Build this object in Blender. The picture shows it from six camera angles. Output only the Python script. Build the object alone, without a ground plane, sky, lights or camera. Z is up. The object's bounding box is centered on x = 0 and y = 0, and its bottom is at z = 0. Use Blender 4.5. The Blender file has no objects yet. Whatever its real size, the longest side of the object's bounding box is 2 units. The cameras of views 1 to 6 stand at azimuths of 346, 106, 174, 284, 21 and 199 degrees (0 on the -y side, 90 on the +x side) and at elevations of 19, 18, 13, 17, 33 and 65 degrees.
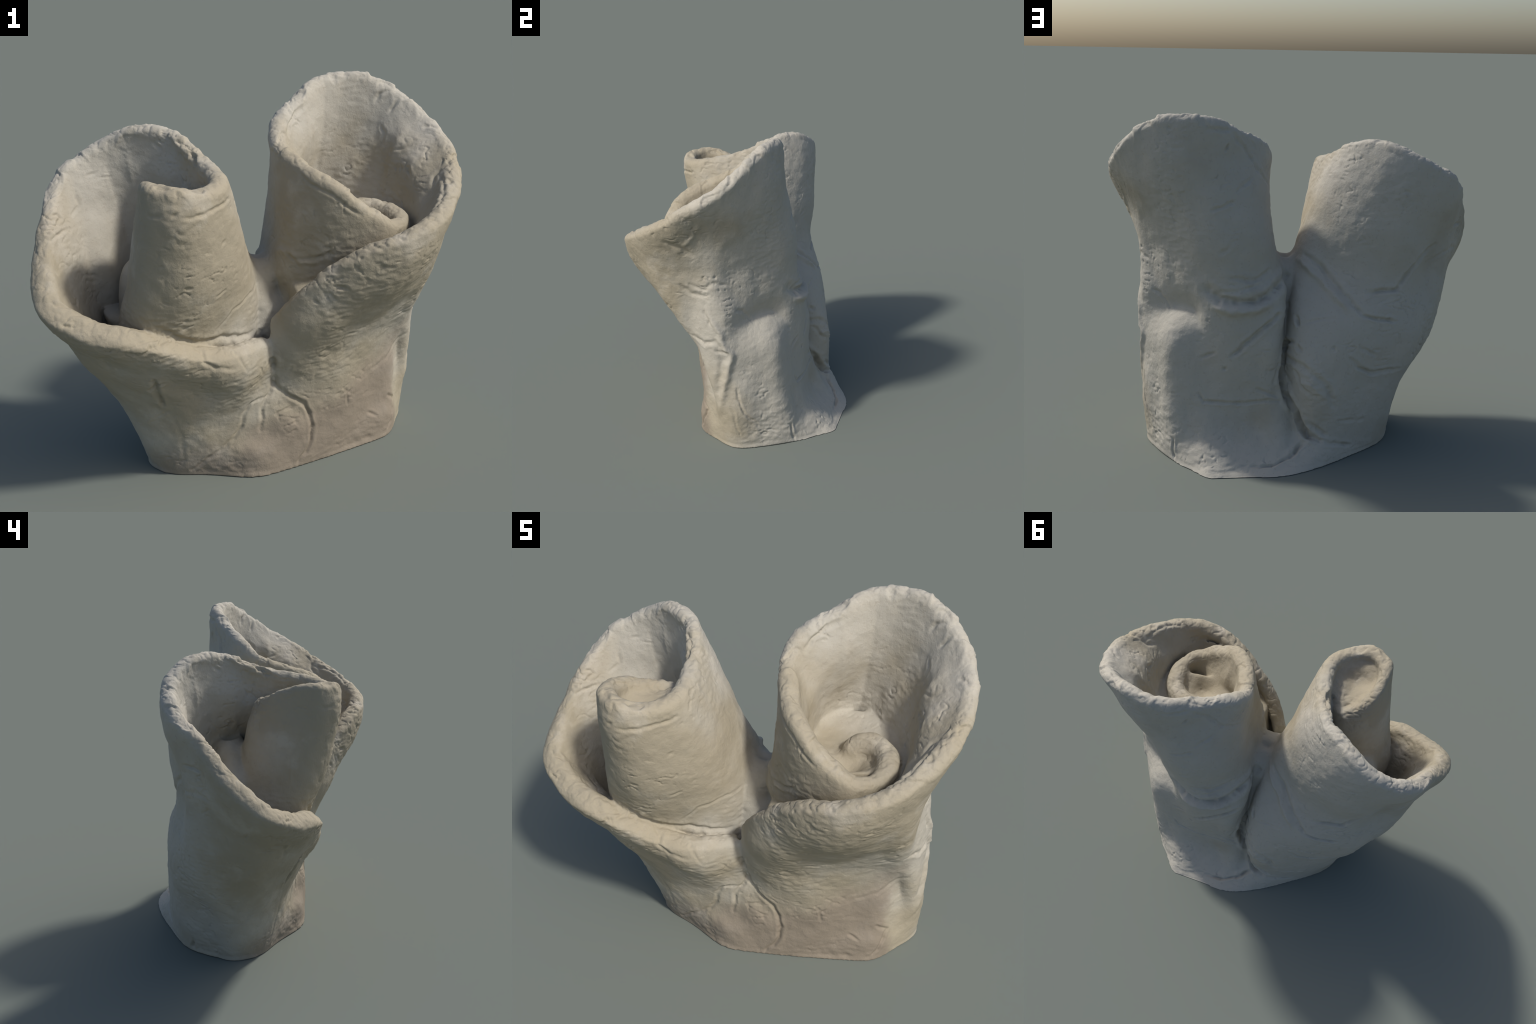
import bpy, bmesh, math
import numpy as np
from mathutils import Vector

# ------------------------------------------------------------------ helpers
def catmull(P, n, closed=False):
    """Centripetal-like Catmull-Rom resampling of a poly-line to n points, even in arc length."""
    P = np.asarray(P, float)
    if len(P) == 2:
        t = np.linspace(0, 1, n)[:, None]
        return P[0] * (1 - t) + P[1] * t
    if closed:
        Q = np.vstack([P[-1], P, P[0], P[1]])
    else:
        Q = np.vstack([2 * P[0] - P[1], P, 2 * P[-1] - P[-2]])
    seg = 14
    t = np.linspace(0, 1, seg, endpoint=False)[:, None]
    out = []
    for i in range(1, len(Q) - 2):
        a, b, c, d = Q[i - 1], Q[i], Q[i + 1], Q[i + 2]
        out.append(0.5 * (2 * b + (c - a) * t + (2 * a - 5 * b + 4 * c - d) * t ** 2 + (3 * b - a - 3 * c + d) * t ** 3))
    out = np.vstack(out + [Q[-2][None]])
    L = np.r_[0, np.cumsum(np.linalg.norm(np.diff(out, axis=0), axis=1))]
    s = np.linspace(0, L[-1], n + 1)[:-1] if closed else np.linspace(0, L[-1], n)
    return np.stack([np.interp(s, L, out[:, k]) for k in range(3)], -1)


def mesh_object(name, V, F):
    me = bpy.data.meshes.new(name)
    me.from_pydata([tuple(v) for v in V], [], F)
    me.update()
    ob = bpy.data.objects.new(name, me)
    bpy.context.scene.collection.objects.link(ob)
    return ob


def grid_faces(n, m, off=0, wrap=False):
    F = []
    for i in range(n if wrap else n - 1):
        i2 = (i + 1) % n
        for j in range(m - 1):
            F.append((off + i * m + j, off + i2 * m + j, off + i2 * m + j + 1, off + i * m + j + 1))
    return F


def sheet_solid(stations, thickness, side, rows=60, cols=420):
    """A rolled clay sheet: each station is a profile from the rim down; the stations follow the roll.
    side tells on which side of the sheet the outside lies."""
    prof = np.array([dense_rim(catmull(s, 400), rows) for s in stations])                    # station, row, 3
    S = np.stack([row_resample(prof[:, r], cols) for r in range(rows)], 1)   # cols, rows, 3
    du = np.gradient(S, axis=0)
    dv = np.gradient(S, axis=1)
    n = side * np.cross(du, dv)
    n /= np.linalg.norm(n, axis=-1, keepdims=True) + 1e-9
    up = -dv[:, 0] / (np.linalg.norm(dv[:, 0], axis=-1, keepdims=True) + 1e-9)
    depth = np.cumsum(np.r_["1", np.zeros((cols, 1)), np.linalg.norm(np.diff(S, axis=1), axis=-1)], 1)
    st = np.repeat(np.linspace(0, len(stations) - 1, cols)[:, None], rows, 1)
    ho, hi = thickness(st, depth)
    round_off = np.sqrt(np.clip(1 - (1 - np.clip(depth / 0.04, 0, 1)) ** 2, 0.0, 1))   # the rounded rim
    outer = (S + n * (ho * round_off)[..., None])[:, ::-1]
    inner = S - n * (hi * round_off)[..., None]
    ring = np.concatenate([outer, inner[:, 1:]], 1)
    c, m = ring.shape[:2]
    V = ring.reshape(-1, 3)
    F = grid_faces(c, m)
    for i in range(c - 1):                                   # bottom
        F.append((i * m + m - 1, (i + 1) * m + m - 1, (i + 1) * m, i * m))
    half = m // 2
    for e, flip in ((0, True), (c - 1, False)):              # the two ends
        for j in range(half):
            q = tuple(dict.fromkeys((e * m + j, e * m + j + 1, e * m + m - 2 - j, e * m + m - 1 - j)))
            if len(q) > 2:
                F.append(q[::-1] if flip else q)
    return V, F


def dense_rim(P, rows):
    """pick rows down a profile, packed close together near the rim"""
    L = np.r_[0, np.cumsum(np.linalg.norm(np.diff(P, axis=0), axis=1))]
    d = np.r_[0.05 * np.linspace(0, 1, 13)[:-1] ** 1.8, np.linspace(0.05, L[-1], rows - 12)]
    return np.stack([np.interp(d, L, P[:, k]) for k in range(3)], -1)


def row_resample(P, n):
    """Catmull-Rom through the stations with an equal share of columns per station gap (keeps profiles upright)."""
    Q = np.vstack([2 * P[0] - P[1], P, 2 * P[-1] - P[-2]])
    u = np.linspace(0, len(P) - 1 - 1e-9, n)
    i = u.astype(int)
    t = (u - i)[:, None]
    a, b, c, d = Q[i], Q[i + 1], Q[i + 2], Q[i + 3]
    return 0.5 * (2 * b + (c - a) * t + (2 * a - 5 * b + 4 * c - d) * t ** 2 + (3 * b - a - 3 * c + d) * t ** 3)


# ------------------------------------------------------------------ the two rolled sheets
# every station: points down the middle of the sheet, rim first
LEFT = [
    [(-0.01, -0.28, 0.70), (0.01, -0.25, 0.56), (-0.01, -0.235, 0.36), (-0.06, -0.27, 0.0)],
    [(-0.20, -0.385, 0.72), (-0.17, -0.365, 0.56), (-0.17, -0.25, 0.30), (-0.20, -0.24, 0.0)],
    [(-0.36, -0.42, 0.765), (-0.34, -0.37, 0.60), (-0.33, -0.25, 0.30), (-0.32, -0.19, 0.0)],
    [(-0.60, -0.475, 0.89), (-0.54, -0.39, 0.67), (-0.45, -0.25, 0.37), (-0.43, -0.15, 0.0)],
    [(-0.80, -0.425, 0.945), (-0.69, -0.33, 0.69), (-0.56, -0.20, 0.38), (-0.49, -0.10, 0.0)],
    [(-0.935, -0.32, 1.04), (-0.82, -0.24, 0.74), (-0.64, -0.12, 0.41), (-0.52, -0.05, 0.0)],
    [(-0.94, -0.17, 1.17), (-0.85, -0.09, 0.88), (-0.735, -0.01, 0.56), (-0.585, 0.0, 0.26), (-0.52, 0.0, 0.0)],
    [(-0.905, -0.015, 1.33), (-0.81, 0.035, 1.04), (-0.73, 0.10, 0.65), (-0.56, 0.095, 0.31), (-0.48, 0.08, 0.0)],
    [(-0.825, 0.145, 1.47), (-0.795, 0.14, 1.30), (-0.72, 0.095, 1.08), (-0.665, 0.12, 0.86), (-0.62, 0.22, 0.58), (-0.51, 0.20, 0.28), (-0.46, 0.17, 0.0)],
    [(-0.68, 0.20, 1.55), (-0.66, 0.20, 1.38), (-0.62, 0.185, 1.12), (-0.58, 0.18, 0.88), (-0.53, 0.26, 0.64), (-0.45, 0.27, 0.30), (-0.40, 0.25, 0.0)],
    [(-0.56, 0.18, 1.61), (-0.54, 0.21, 1.46), (-0.51, 0.225, 1.18), (-0.48, 0.205, 0.92), (-0.44, 0.28, 0.70), (-0.35, 0.325, 0.40), (-0.28, 0.34, 0.0)],
    [(-0.45, 0.115, 1.645), (-0.42, 0.17, 1.47), (-0.37, 0.20, 1.20), (-0.32, 0.205, 0.94), (-0.26, 0.325, 0.68), (-0.18, 0.395, 0.42), (-0.12, 0.40, 0.0)],
    [(-0.34, 0.035, 1.63), (-0.30, 0.07, 1.47), (-0.23, 0.11, 1.20), (-0.16, 0.135, 0.97), (-0.06, 0.32, 0.68), (-0.03, 0.39, 0.42), (-0.02, 0.33, 0.12)],
    [(-0.28, -0.08, 1.585), (-0.205, -0.04, 1.40), (-0.125, 0.01, 1.17), (-0.04, 0.05, 0.96), (0.02, 0.16, 0.66), (0.05, 0.12, 0.40)],
    [(-0.235, -0.22, 1.53), (-0.175, -0.19, 1.37), (-0.11, -0.17, 1.16), (-0.06, -0.17, 0.96), (-0.04, -0.15, 0.70), (-0.04, -0.12, 0.45)],
    [(-0.21, -0.40, 1.495), (-0.17, -0.36, 1.34), (-0.14, -0.32, 1.12), (-0.13, -0.28, 0.90), (-0.13, -0.25, 0.70), (-0.15, -0.2, 0.45)],
    [(-0.28, -0.51, 1.483), (-0.26, -0.48, 1.32), (-0.24, -0.42, 1.06), (-0.24, -0.34, 0.86), (-0.24, -0.30, 0.70), (-0.25, -0.22, 0.45)],
    [(-0.39, -0.548, 1.505), (-0.385, -0.545, 1.33), (-0.38, -0.49, 1.08), (-0.39, -0.40, 0.86), (-0.38, -0.33, 0.70), (-0.35, -0.22, 0.45)],
    [(-0.475, -0.495, 1.52), (-0.49, -0.49, 1.33), (-0.515, -0.44, 1.08), (-0.55, -0.38, 0.86), (-0.55, -0.30, 0.68), (-0.45, -0.2, 0.45)],
    [(-0.49, -0.42, 1.515), (-0.515, -0.38, 1.32), (-0.555, -0.33, 1.06), (-0.61, -0.28, 0.86), (-0.60, -0.22, 0.68), (-0.5, -0.15, 0.45)],
    [(-0.475, -0.33, 1.485), (-0.50, -0.27, 1.30), (-0.54, -0.21, 1.05), (-0.58, -0.17, 0.86), (-0.56, -0.13, 0.66), (-0.48, -0.1, 0.45)],
    [(-0.42, -0.245, 1.435), (-0.43, -0.17, 1.27), (-0.45, -0.12, 1.04), (-0.46, -0.08, 0.86), (-0.45, -0.06, 0.66), (-0.42, -0.05, 0.45)],
    [(-0.345, -0.20, 1.40), (-0.34, -0.15, 1.27), (-0.33, -0.11, 1.04), (-0.32, -0.08, 0.86), (-0.32, -0.08, 0.66), (-0.32, -0.08, 0.45)],
    [(-0.295, -0.29, 1.41), (-0.29, -0.23, 1.27), (-0.27, -0.2, 1.04), (-0.26, -0.18, 0.86), (-0.26, -0.16, 0.66), (-0.27, -0.15, 0.45)],
]
RIGHT = [
    [(0.05, -0.27, 0.79), (0.035, -0.26, 0.60), (0.06, -0.23, 0.40), (0.09, -0.25, 0.20), (0.10, -0.26, 0.0)],
    [(0.15, -0.385, 0.945), (0.12, -0.36, 0.74), (0.13, -0.28, 0.50), (0.15, -0.25, 0.25), (0.16, -0.25, 0.0)],
    [(0.26, -0.45, 1.055), (0.25, -0.43, 0.84), (0.25, -0.32, 0.60), (0.27, -0.25, 0.35), (0.27, -0.24, 0.0)],
    [(0.40, -0.515, 1.15), (0.40, -0.49, 0.96), (0.39, -0.31, 0.68), (0.40, -0.23, 0.45), (0.40, -0.215, 0.25), (0.40, -0.20, 0.0)],
    [(0.57, -0.545, 1.21), (0.56, -0.52, 1.02), (0.54, -0.28, 0.74), (0.52, -0.18, 0.52), (0.53, -0.155, 0.30), (0.53, -0.15, 0.0)],
    [(0.73, -0.505, 1.265), (0.70, -0.47, 1.08), (0.66, -0.25, 0.78), (0.63, -0.13, 0.54), (0.64, -0.11, 0.30), (0.63, -0.12, 0.0)],
    [(0.86, -0.36, 1.34), (0.79, -0.33, 1.05), (0.75, -0.20, 0.77), (0.71, -0.07, 0.52), (0.715, -0.01, 0.30), (0.70, -0.03, 0.0)],
    [(0.96, -0.20, 1.43), (0.84, -0.17, 1.18), (0.765, -0.14, 0.90), (0.77, -0.08, 0.64), (0.77, 0.01, 0.28), (0.75, 0.05, 0.0)],
    [(0.97, -0.03, 1.52), (0.84, -0.03, 1.30), (0.785, -0.02, 1.02), (0.79, 0.03, 0.78), (0.775, 0.08, 0.45), (0.785, 0.09, 0.22), (0.76, 0.12, 0.0)],
    [(0.925, 0.11, 1.605), (0.82, 0.075, 1.36), (0.735, 0.055, 1.08), (0.70, 0.10, 0.86), (0.65, 0.125, 0.755), (0.70, 0.205, 0.61), (0.71, 0.205, 0.38), (0.70, 0.26, 0.0)],
    [(0.85, 0.19, 1.69), (0.79, 0.17, 1.46), (0.68, 0.14, 1.15), (0.63, 0.165, 0.90), (0.575, 0.17, 0.765), (0.64, 0.275, 0.63), (0.65, 0.305, 0.36), (0.63, 0.37, 0.0)],
    [(0.72, 0.26, 1.76), (0.69, 0.26, 1.50), (0.60, 0.22, 1.18), (0.555, 0.24, 0.92), (0.50, 0.23, 0.77), (0.545, 0.305, 0.63), (0.56, 0.335, 0.34), (0.54, 0.38, 0.14), (0.52, 0.48, 0.0)],
    [(0.57, 0.29, 1.772), (0.55, 0.30, 1.50), (0.51, 0.30, 1.18), (0.48, 0.29, 0.94), (0.45, 0.315, 0.80), (0.46, 0.33, 0.58), (0.48, 0.35, 0.32), (0.46, 0.41, 0.14), (0.43, 0.55, 0.0)],
    [(0.44, 0.265, 1.75), (0.42, 0.28, 1.50), (0.39, 0.325, 1.20), (0.345, 0.32, 0.97), (0.33, 0.35, 0.81), (0.34, 0.36, 0.56), (0.34, 0.36, 0.32), (0.32, 0.40, 0.14), (0.30, 0.54, 0.0)],
    [(0.30, 0.155, 1.70), (0.285, 0.19, 1.50), (0.245, 0.265, 1.20), (0.20, 0.24, 0.96), (0.19, 0.31, 0.82), (0.22, 0.35, 0.60), (0.22, 0.35, 0.35), (0.20, 0.39, 0.14), (0.18, 0.52, 0.0)],
    [(0.20, 0.07, 1.64), (0.20, 0.09, 1.45), (0.17, 0.15, 1.16), (0.13, 0.14, 0.97), (0.10, 0.23, 0.84), (0.13, 0.315, 0.62), (0.13, 0.33, 0.35), (0.08, 0.48, 0.0)],
    [(0.16, -0.03, 1.56), (0.175, 0.0, 1.38), (0.17, 0.03, 1.13), (0.12, 0.05, 0.95), (0.08, 0.14, 0.65), (0.08, 0.2, 0.4)],
    [(0.19, -0.13, 1.505), (0.185, -0.11, 1.33), (0.165, -0.09, 1.12), (0.12, -0.08, 0.92), (0.12, -0.05, 0.65), (0.13, 0.0, 0.4)],
    [(0.25, -0.25, 1.455), (0.22, -0.23, 1.28), (0.18, -0.20, 1.08), (0.15, -0.18, 0.90), (0.17, -0.15, 0.65), (0.2, -0.1, 0.4)],
    [(0.345, -0.35, 1.395), (0.31, -0.33, 1.20), (0.27, -0.28, 1.02), (0.25, -0.24, 0.86), (0.28, -0.19, 0.65), (0.3, -0.12, 0.4)],
    [(0.46, -0.39, 1.295), (0.43, -0.37, 1.14), (0.39, -0.32, 0.98), (0.37, -0.27, 0.82), (0.40, -0.19, 0.62), (0.4, -0.12, 0.4)],
    [(0.575, -0.38, 1.21), (0.55, -0.36, 1.08), (0.52, -0.31, 0.94), (0.50, -0.25, 0.78), (0.50, -0.17, 0.60), (0.48, -0.1, 0.4)],
    [(0.645, -0.31, 1.205), (0.64, -0.28, 1.06), (0.61, -0.23, 0.92), (0.58, -0.18, 0.78), (0.57, -0.12, 0.60), (0.55, -0.05, 0.4)],
    [(0.66, -0.20, 1.21), (0.66, -0.17, 1.06), (0.64, -0.12, 0.92), (0.62, -0.08, 0.78), (0.60, -0.03, 0.60), (0.58, 0.0, 0.4)],
    [(0.625, -0.10, 1.22), (0.63, -0.08, 1.06), (0.62, -0.02, 0.92), (0.60, 0.02, 0.78), (0.58, 0.05, 0.60), (0.56, 0.05, 0.4)],
    [(0.545, -0.055, 1.225), (0.55, -0.03, 1.06), (0.55, 0.03, 0.92), (0.53, 0.06, 0.78), (0.52, 0.08, 0.60), (0.5, 0.1, 0.4)],
    [(0.47, -0.065, 1.205), (0.47, -0.05, 1.06), (0.46, 0.0, 0.92), (0.45, 0.02, 0.78), (0.45, 0.04, 0.60), (0.45, 0.05, 0.4)],
    [(0.42, -0.07, 1.16), (0.42, -0.06, 1.05), (0.42, -0.04, 0.92), (0.42, 0.0, 0.78), (0.42, 0.0, 0.60), (0.43, 0.0, 0.4)],
]


def bump(x, a, b, soft):
    """1 between a and b, fading over soft outside."""
    return np.clip((x - a) / soft + 1, 0, 1) * np.clip((b - x) / soft + 1, 0, 1)


def ramp(x, a, b):
    t = np.clip((x - a) / (b - a), 0, 1)
    return t * t * (3 - 2 * t)


def left_thickness(st, depth):
    """half thickness towards the outside and towards the inside, by station number and depth below the rim"""
    lip = bump(st, 1.5, 5.5, 1.5)
    out = 0.042 + 0.035 * lip * (1 - ramp(depth, 0.08, 0.26))
    ins = 0.040 + ramp(depth, 0.02, 0.22) * (0.045 * bump(st, 0, 5, 1) + 0.030 * bump(st, 6, 9.3, 1) + 0.060 * bump(st, 10.4, 11.4, 1) + 0.085 * bump(st, 12.4, 14, 1))
    return out, ins


def right_thickness(st, depth):
    ins = 0.038 + 0.010 * bump(st, 17, 21, 1) + 0.016 * bump(st, 23, 28, 1) + ramp(depth, 0.01, 0.22) * (0.060 * bump(st, 5, 9, 1.5) + 0.020 * bump(st, 10.5, 12.6, 1) + 0.060 * bump(st, 13.8, 15.6, 1) + 0.045 * bump(st, 16.6, 17.5, 1) + 0.080 * bump(st, 18.8, 20.5, 1.2))
    return 0.040 + 0.016 * bump(st, 23, 28, 1) + 0.012 * bump(st, 4, 6, 1.5) * (1 - ramp(depth, 0.03, 0.2)), ins


# footprint of the base on the ground, and sections above it that fill the core
FOOT = [(-0.53, -0.126), (-0.468, -0.176), (-0.33, -0.225), (-0.21, -0.29), (-0.075, -0.337), (0.113, -0.313), (0.30, -0.272),
        (0.50, -0.225), (0.64, -0.177), (0.73, -0.06), (0.788, 0.06), (0.77, 0.20), (0.645, 0.42), (0.55, 0.53), (0.465, 0.612), (0.30, 0.612),
        (0.10, 0.615), (-0.09, 0.536), (-0.283, 0.404), (-0.46, 0.26), (-0.53, 0.13), (-0.557, -0.016)]
BODY_CORE = [  # height, outline
    (0.0, FOOT),
    (0.05, [(x, y * (0.99 if y < 0.3 else 0.85 if x > 0.05 else 0.95)) for x, y in FOOT]),
    (0.13, [(x, y * 0.98 if y < 0.3 else 0.3 + (y - 0.3) * (0.32 if x > 0.05 else 0.65)) for x, y in FOOT]),
    (0.26, [(-0.56, -0.12), (-0.46, -0.19), (-0.33, -0.24), (-0.18, -0.26), (-0.06, -0.27), (0.09, -0.31), (0.30, -0.25), (0.50, -0.185), (0.62, -0.13),
            (0.70, -0.04), (0.74, 0.06), (0.70, 0.18), (0.64, 0.29), (0.60, 0.37), (0.48, 0.375), (0.30, 0.37), (0.12, 0.34), (-0.05, 0.36), (-0.25, 0.36), (-0.42, 0.30), (-0.54, 0.18), (-0.59, 0.02)]),
    (0.62, [(-0.62, -0.14), (-0.50, -0.22), (-0.35, -0.30), (-0.20, -0.28), (-0.05, -0.22), (0.06, -0.20), (0.28, -0.22), (0.45, -0.20), (0.57, -0.14),
            (0.66, -0.06), (0.68, 0.02), (0.63, 0.12), (0.58, 0.20), (0.50, 0.26), (0.40, 0.28), (0.25, 0.27), (0.10, 0.24), (-0.05, 0.24), (-0.22, 0.26), (-0.38, 0.24), (-0.55, 0.18), (-0.66, 0.02)]),
    (0.82, [(-0.66, -0.14), (-0.52, -0.22), (-0.38, -0.28), (-0.22, -0.26), (-0.05, -0.20), (0.06, -0.18), (0.28, -0.20), (0.45, -0.20), (0.57, -0.16),
            (0.66, -0.08), (0.68, 0.00), (0.63, 0.08), (0.58, 0.15), (0.50, 0.20), (0.40, 0.22), (0.25, 0.20), (0.10, 0.14), (-0.05, 0.12), (-0.22, 0.16), (-0.38, 0.18), (-0.55, 0.14), (-0.70, 0.02)]),
]
WEB_CORE = [
    (0.55, [(-0.08, -0.20), (0.05, -0.22), (0.18, -0.20), (0.20, 0.0), (0.16, 0.22), (0.05, 0.24), (-0.08, 0.20), (-0.10, 0.0)]),
    (0.88, [(-0.06, -0.16), (0.05, -0.18), (0.14, -0.16), (0.16, 0.0), (0.12, 0.12), (0.05, 0.12), (-0.06, 0.12), (-0.08, 0.0)]),
    (0.98, [(-0.04, -0.10), (0.05, -0.10), (0.13, -0.10), (0.14, -0.03), (0.12, 0.04), (0.05, 0.04), (-0.04, 0.04), (-0.06, -0.03)]),
    (1.01, [(-0.03, -0.05), (0.05, -0.05), (0.12, -0.05), (0.13, -0.03), (0.12, 0.00), (0.05, 0.00), (-0.03, 0.00), (-0.05, -0.03)]),
]
RIGHT_CORE = [
    (0.60, [(0.20, -0.15), (0.45, -0.20), (0.62, -0.10), (0.68, 0.0), (0.58, 0.15), (0.42, 0.24), (0.24, 0.18), (0.15, 0.02)]),
    (0.95, [(0.20, -0.18), (0.45, -0.26), (0.64, -0.16), (0.70, 0.0), (0.60, 0.16), (0.42, 0.24), (0.24, 0.18), (0.15, 0.02)]),
    (1.17, [(0.22, -0.15), (0.45, -0.26), (0.66, -0.22), (0.74, -0.03), (0.64, 0.18), (0.43, 0.25), (0.24, 0.19), (0.16, 0.02)]),
]
ROLL_CORE = [
    (0.70, [(-0.52, -0.30), (-0.36, -0.36), (-0.20, -0.30), (-0.14, -0.20), (-0.22, -0.10), (-0.36, -0.10), (-0.50, -0.16)]),
    (1.10, [(-0.50, -0.36), (-0.36, -0.42), (-0.22, -0.36), (-0.18, -0.26), (-0.24, -0.18), (-0.36, -0.18), (-0.48, -0.24)]),
    (1.45, [(-0.49, -0.44), (-0.38, -0.52), (-0.25, -0.46), (-0.215, -0.34), (-0.27, -0.25, -0.03), (-0.36, -0.24, -0.05), (-0.46, -0.31, -0.02)]),
]
LUMP_CORE = [   # the hidden inner end of the left sheet: a low crumpled fold in the depth of the roll
    (0.70, [(-0.64, -0.06), (-0.56, -0.18), (-0.40, -0.16), (-0.26, -0.06), (-0.28, 0.08), (-0.40, 0.12), (-0.56, 0.08)]),
    (0.99, [(-0.62, -0.06), (-0.55, -0.17), (-0.40, -0.15), (-0.25, -0.06), (-0.28, 0.08), (-0.40, 0.12), (-0.54, 0.07)]),
    (1.08, [(-0.54, -0.04), (-0.50, -0.11), (-0.38, -0.12), (-0.25, -0.06), (-0.26, 0.06), (-0.34, 0.11), (-0.47, 0.07)]),
    (1.15, [(-0.46, -0.01), (-0.43, -0.07), (-0.35, -0.09), (-0.25, -0.05), (-0.25, 0.05), (-0.31, 0.10), (-0.41, 0.07)]),
    (1.19, [(-0.40, 0.01), (-0.38, -0.02), (-0.32, -0.05), (-0.26, -0.03), (-0.25, 0.03), (-0.28, 0.06), (-0.35, 0.05)]),
]
POCKET_CORE = [  # clay filling the fold between the right lip and the roll behind it, rising to the right (x, y, extra height)
    (0.50, [(0.12, -0.28), (0.30, -0.28), (0.50, -0.20), (0.60, -0.12), (0.55, -0.05), (0.40, -0.05), (0.25, -0.10), (0.14, -0.18)]),
    (0.88, [(0.15, -0.33, -0.05), (0.30, -0.43, 0.0), (0.52, -0.47, 0.10), (0.70, -0.42, 0.15), (0.62, -0.30, 0.15), (0.44, -0.28, 0.08), (0.28, -0.22, 0.03), (0.16, -0.20, 0.0)]),
    (0.95, [(0.16, -0.33, -0.06), (0.30, -0.44, 0.02), (0.50, -0.49, 0.19), (0.68, -0.46, 0.19), (0.62, -0.38, 0.18), (0.46, -0.35, 0.18), (0.29, -0.26, 0.04), (0.17, -0.20, 0.0)]),
]


def core_solid(sections, bowl=0.0):
    n = 180
    base = [catmull([(p[0], p[1], z + sum(p[2:])) for p in o], n, closed=True) for z, o in sections]
    base = np.array(base)
    rows = 24
    R = np.stack([catmull(base[:, k], rows) for k in range(n)], 1)     # rows, n, 3
    V = R.reshape(-1, 3).tolist()
    F = []
    for i in range(rows - 1):
        for k in range(n):
            k2 = (k + 1) % n
            F.append((i * n + k, i * n + k2, (i + 1) * n + k2, (i + 1) * n + k))
    F.append(tuple(range(n - 1, -1, -1)))
    mid = R[-1].mean(0)
    for q, drop in ((0.8, 0.012), (0.5, 0.03), (0.2, 0.04)):            # the top is a shallow bowl
        V += (mid + (R[-1] - mid) * q - np.array((0, 0, drop + bowl))).tolist()
        o = len(V) - 2 * n
        F += [(o + k, o + (k + 1) % n, o + n + (k + 1) % n, o + n + k) for k in range(n)]
    F.append(tuple(len(V) - n + k for k in range(n)))
    return V, F


parts = [mesh_object("sheet", *sheet_solid(LEFT, left_thickness, 1)), mesh_object("sheet", *sheet_solid(RIGHT, right_thickness, -1))]
parts += [mesh_object("core", *core_solid(c)) for c in (BODY_CORE, WEB_CORE, RIGHT_CORE, ROLL_CORE, LUMP_CORE, POCKET_CORE)]
bpy.ops.object.select_all(action="DESELECT")
for o in parts:
    bm = bmesh.new(); bm.from_mesh(o.data)
    bmesh.ops.recalc_face_normals(bm, faces=bm.faces)
    bm.to_mesh(o.data); bm.free()
    o.select_set(True)
bpy.context.view_layer.objects.active = parts[0]
bpy.ops.object.join()
body = parts[0]
rm = body.modifiers.new("r", "REMESH")
rm.mode, rm.voxel_size = "VOXEL", 0.006
bpy.ops.object.modifier_apply(modifier="r")
me = body.data
N = len(me.vertices)
print("verts", N)


def coords(me):
    a = np.empty(len(me.vertices) * 3, np.float32); me.vertices.foreach_get("co", a); return a.reshape(-1, 3).astype(float)


def edges(me):
    e = np.empty(len(me.edges) * 2, np.int32); me.edges.foreach_get("vertices", e); return e.reshape(-1, 2)


def smooth(V, E, it, lam=0.5, mu=-0.52):
    deg = np.bincount(E.ravel(), minlength=len(V))[:, None]
    for k in range(it):
        for f in ((lam, mu) if mu else (lam,)):
            s = np.stack([np.bincount(E[:, 0], V[E[:, 1], c], len(V)) + np.bincount(E[:, 1], V[E[:, 0], c], len(V)) for c in range(3)], -1)
            V = V + f * (s / np.maximum(deg, 1) - V)
    return V


E = edges(me)
V = smooth(coords(me), E, 12)
low = (ramp(V[:, 2], 0.45, 0.30) * ramp(V[:, 2], 0.0, 0.03))[:, None]         # the base is worked smooth
near_base = np.nonzero(V[:, 2] < 0.5)[0]
slot = np.full(len(V), -1); slot[near_base] = np.arange(len(near_base))
El = slot[E]; El = El[(El >= 0).all(1)]
V[near_base] += low[near_base] * (smooth(V[near_base], El, 80, 0.5, 0) - V[near_base])


def soften(region, times):
    """smooth only the vertices of a region, fading out by its weight"""
    global V
    sub = np.nonzero(region > 0.001)[0]
    slot = np.full(len(V), -1); slot[sub] = np.arange(len(sub))
    e = slot[E]; e = e[(e >= 0).all(1)]
    V[sub] += region[sub, None] * (smooth(V[sub], e, times, 0.5, 0) - V[sub])


def ball(x, y, z, r):
    return np.exp(-(((V - np.array((x, y, z))) / r) ** 2).sum(1))


soften(ramp(ball(-0.01, -0.30, 0.68, 0.07), 0.05, 0.6), 30)                            # the left lip runs into the seam
V[:, 2] -= 0.015 * ball(0.045, -0.03, 1.0, (0.03, 0.07, 0.06))
soften(ramp(ball(0.04, -0.03, 1.0, 0.12), 0.05, 0.5), 160)                            # the web of clay between the rolls
V[:, 2] -= 0.060 * ball(0.49, -0.18, 1.15, (0.070, 0.055, 0.12))                      # hollow of the small curl
V[:, 2] -= 0.045 * ball(-0.37, -0.40, 1.44, (0.075, 0.045, 0.07))                       # hollow of the inner roll
V[:, 1] += 0.05 * ball(0.11, -0.20, 0.86, (0.06, 0.07, 0.07))                         # recess between roll and lip
V[:, 1] += 0.012 * ball(-0.06, 0.43, 0.45, (0.06, 0.10, 0.10))                         # the left roll bulges over the rear seam
soften(ramp(ball(-0.36, 0.02, 1.12, 0.12), 0.05, 0.5), 60)
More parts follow.
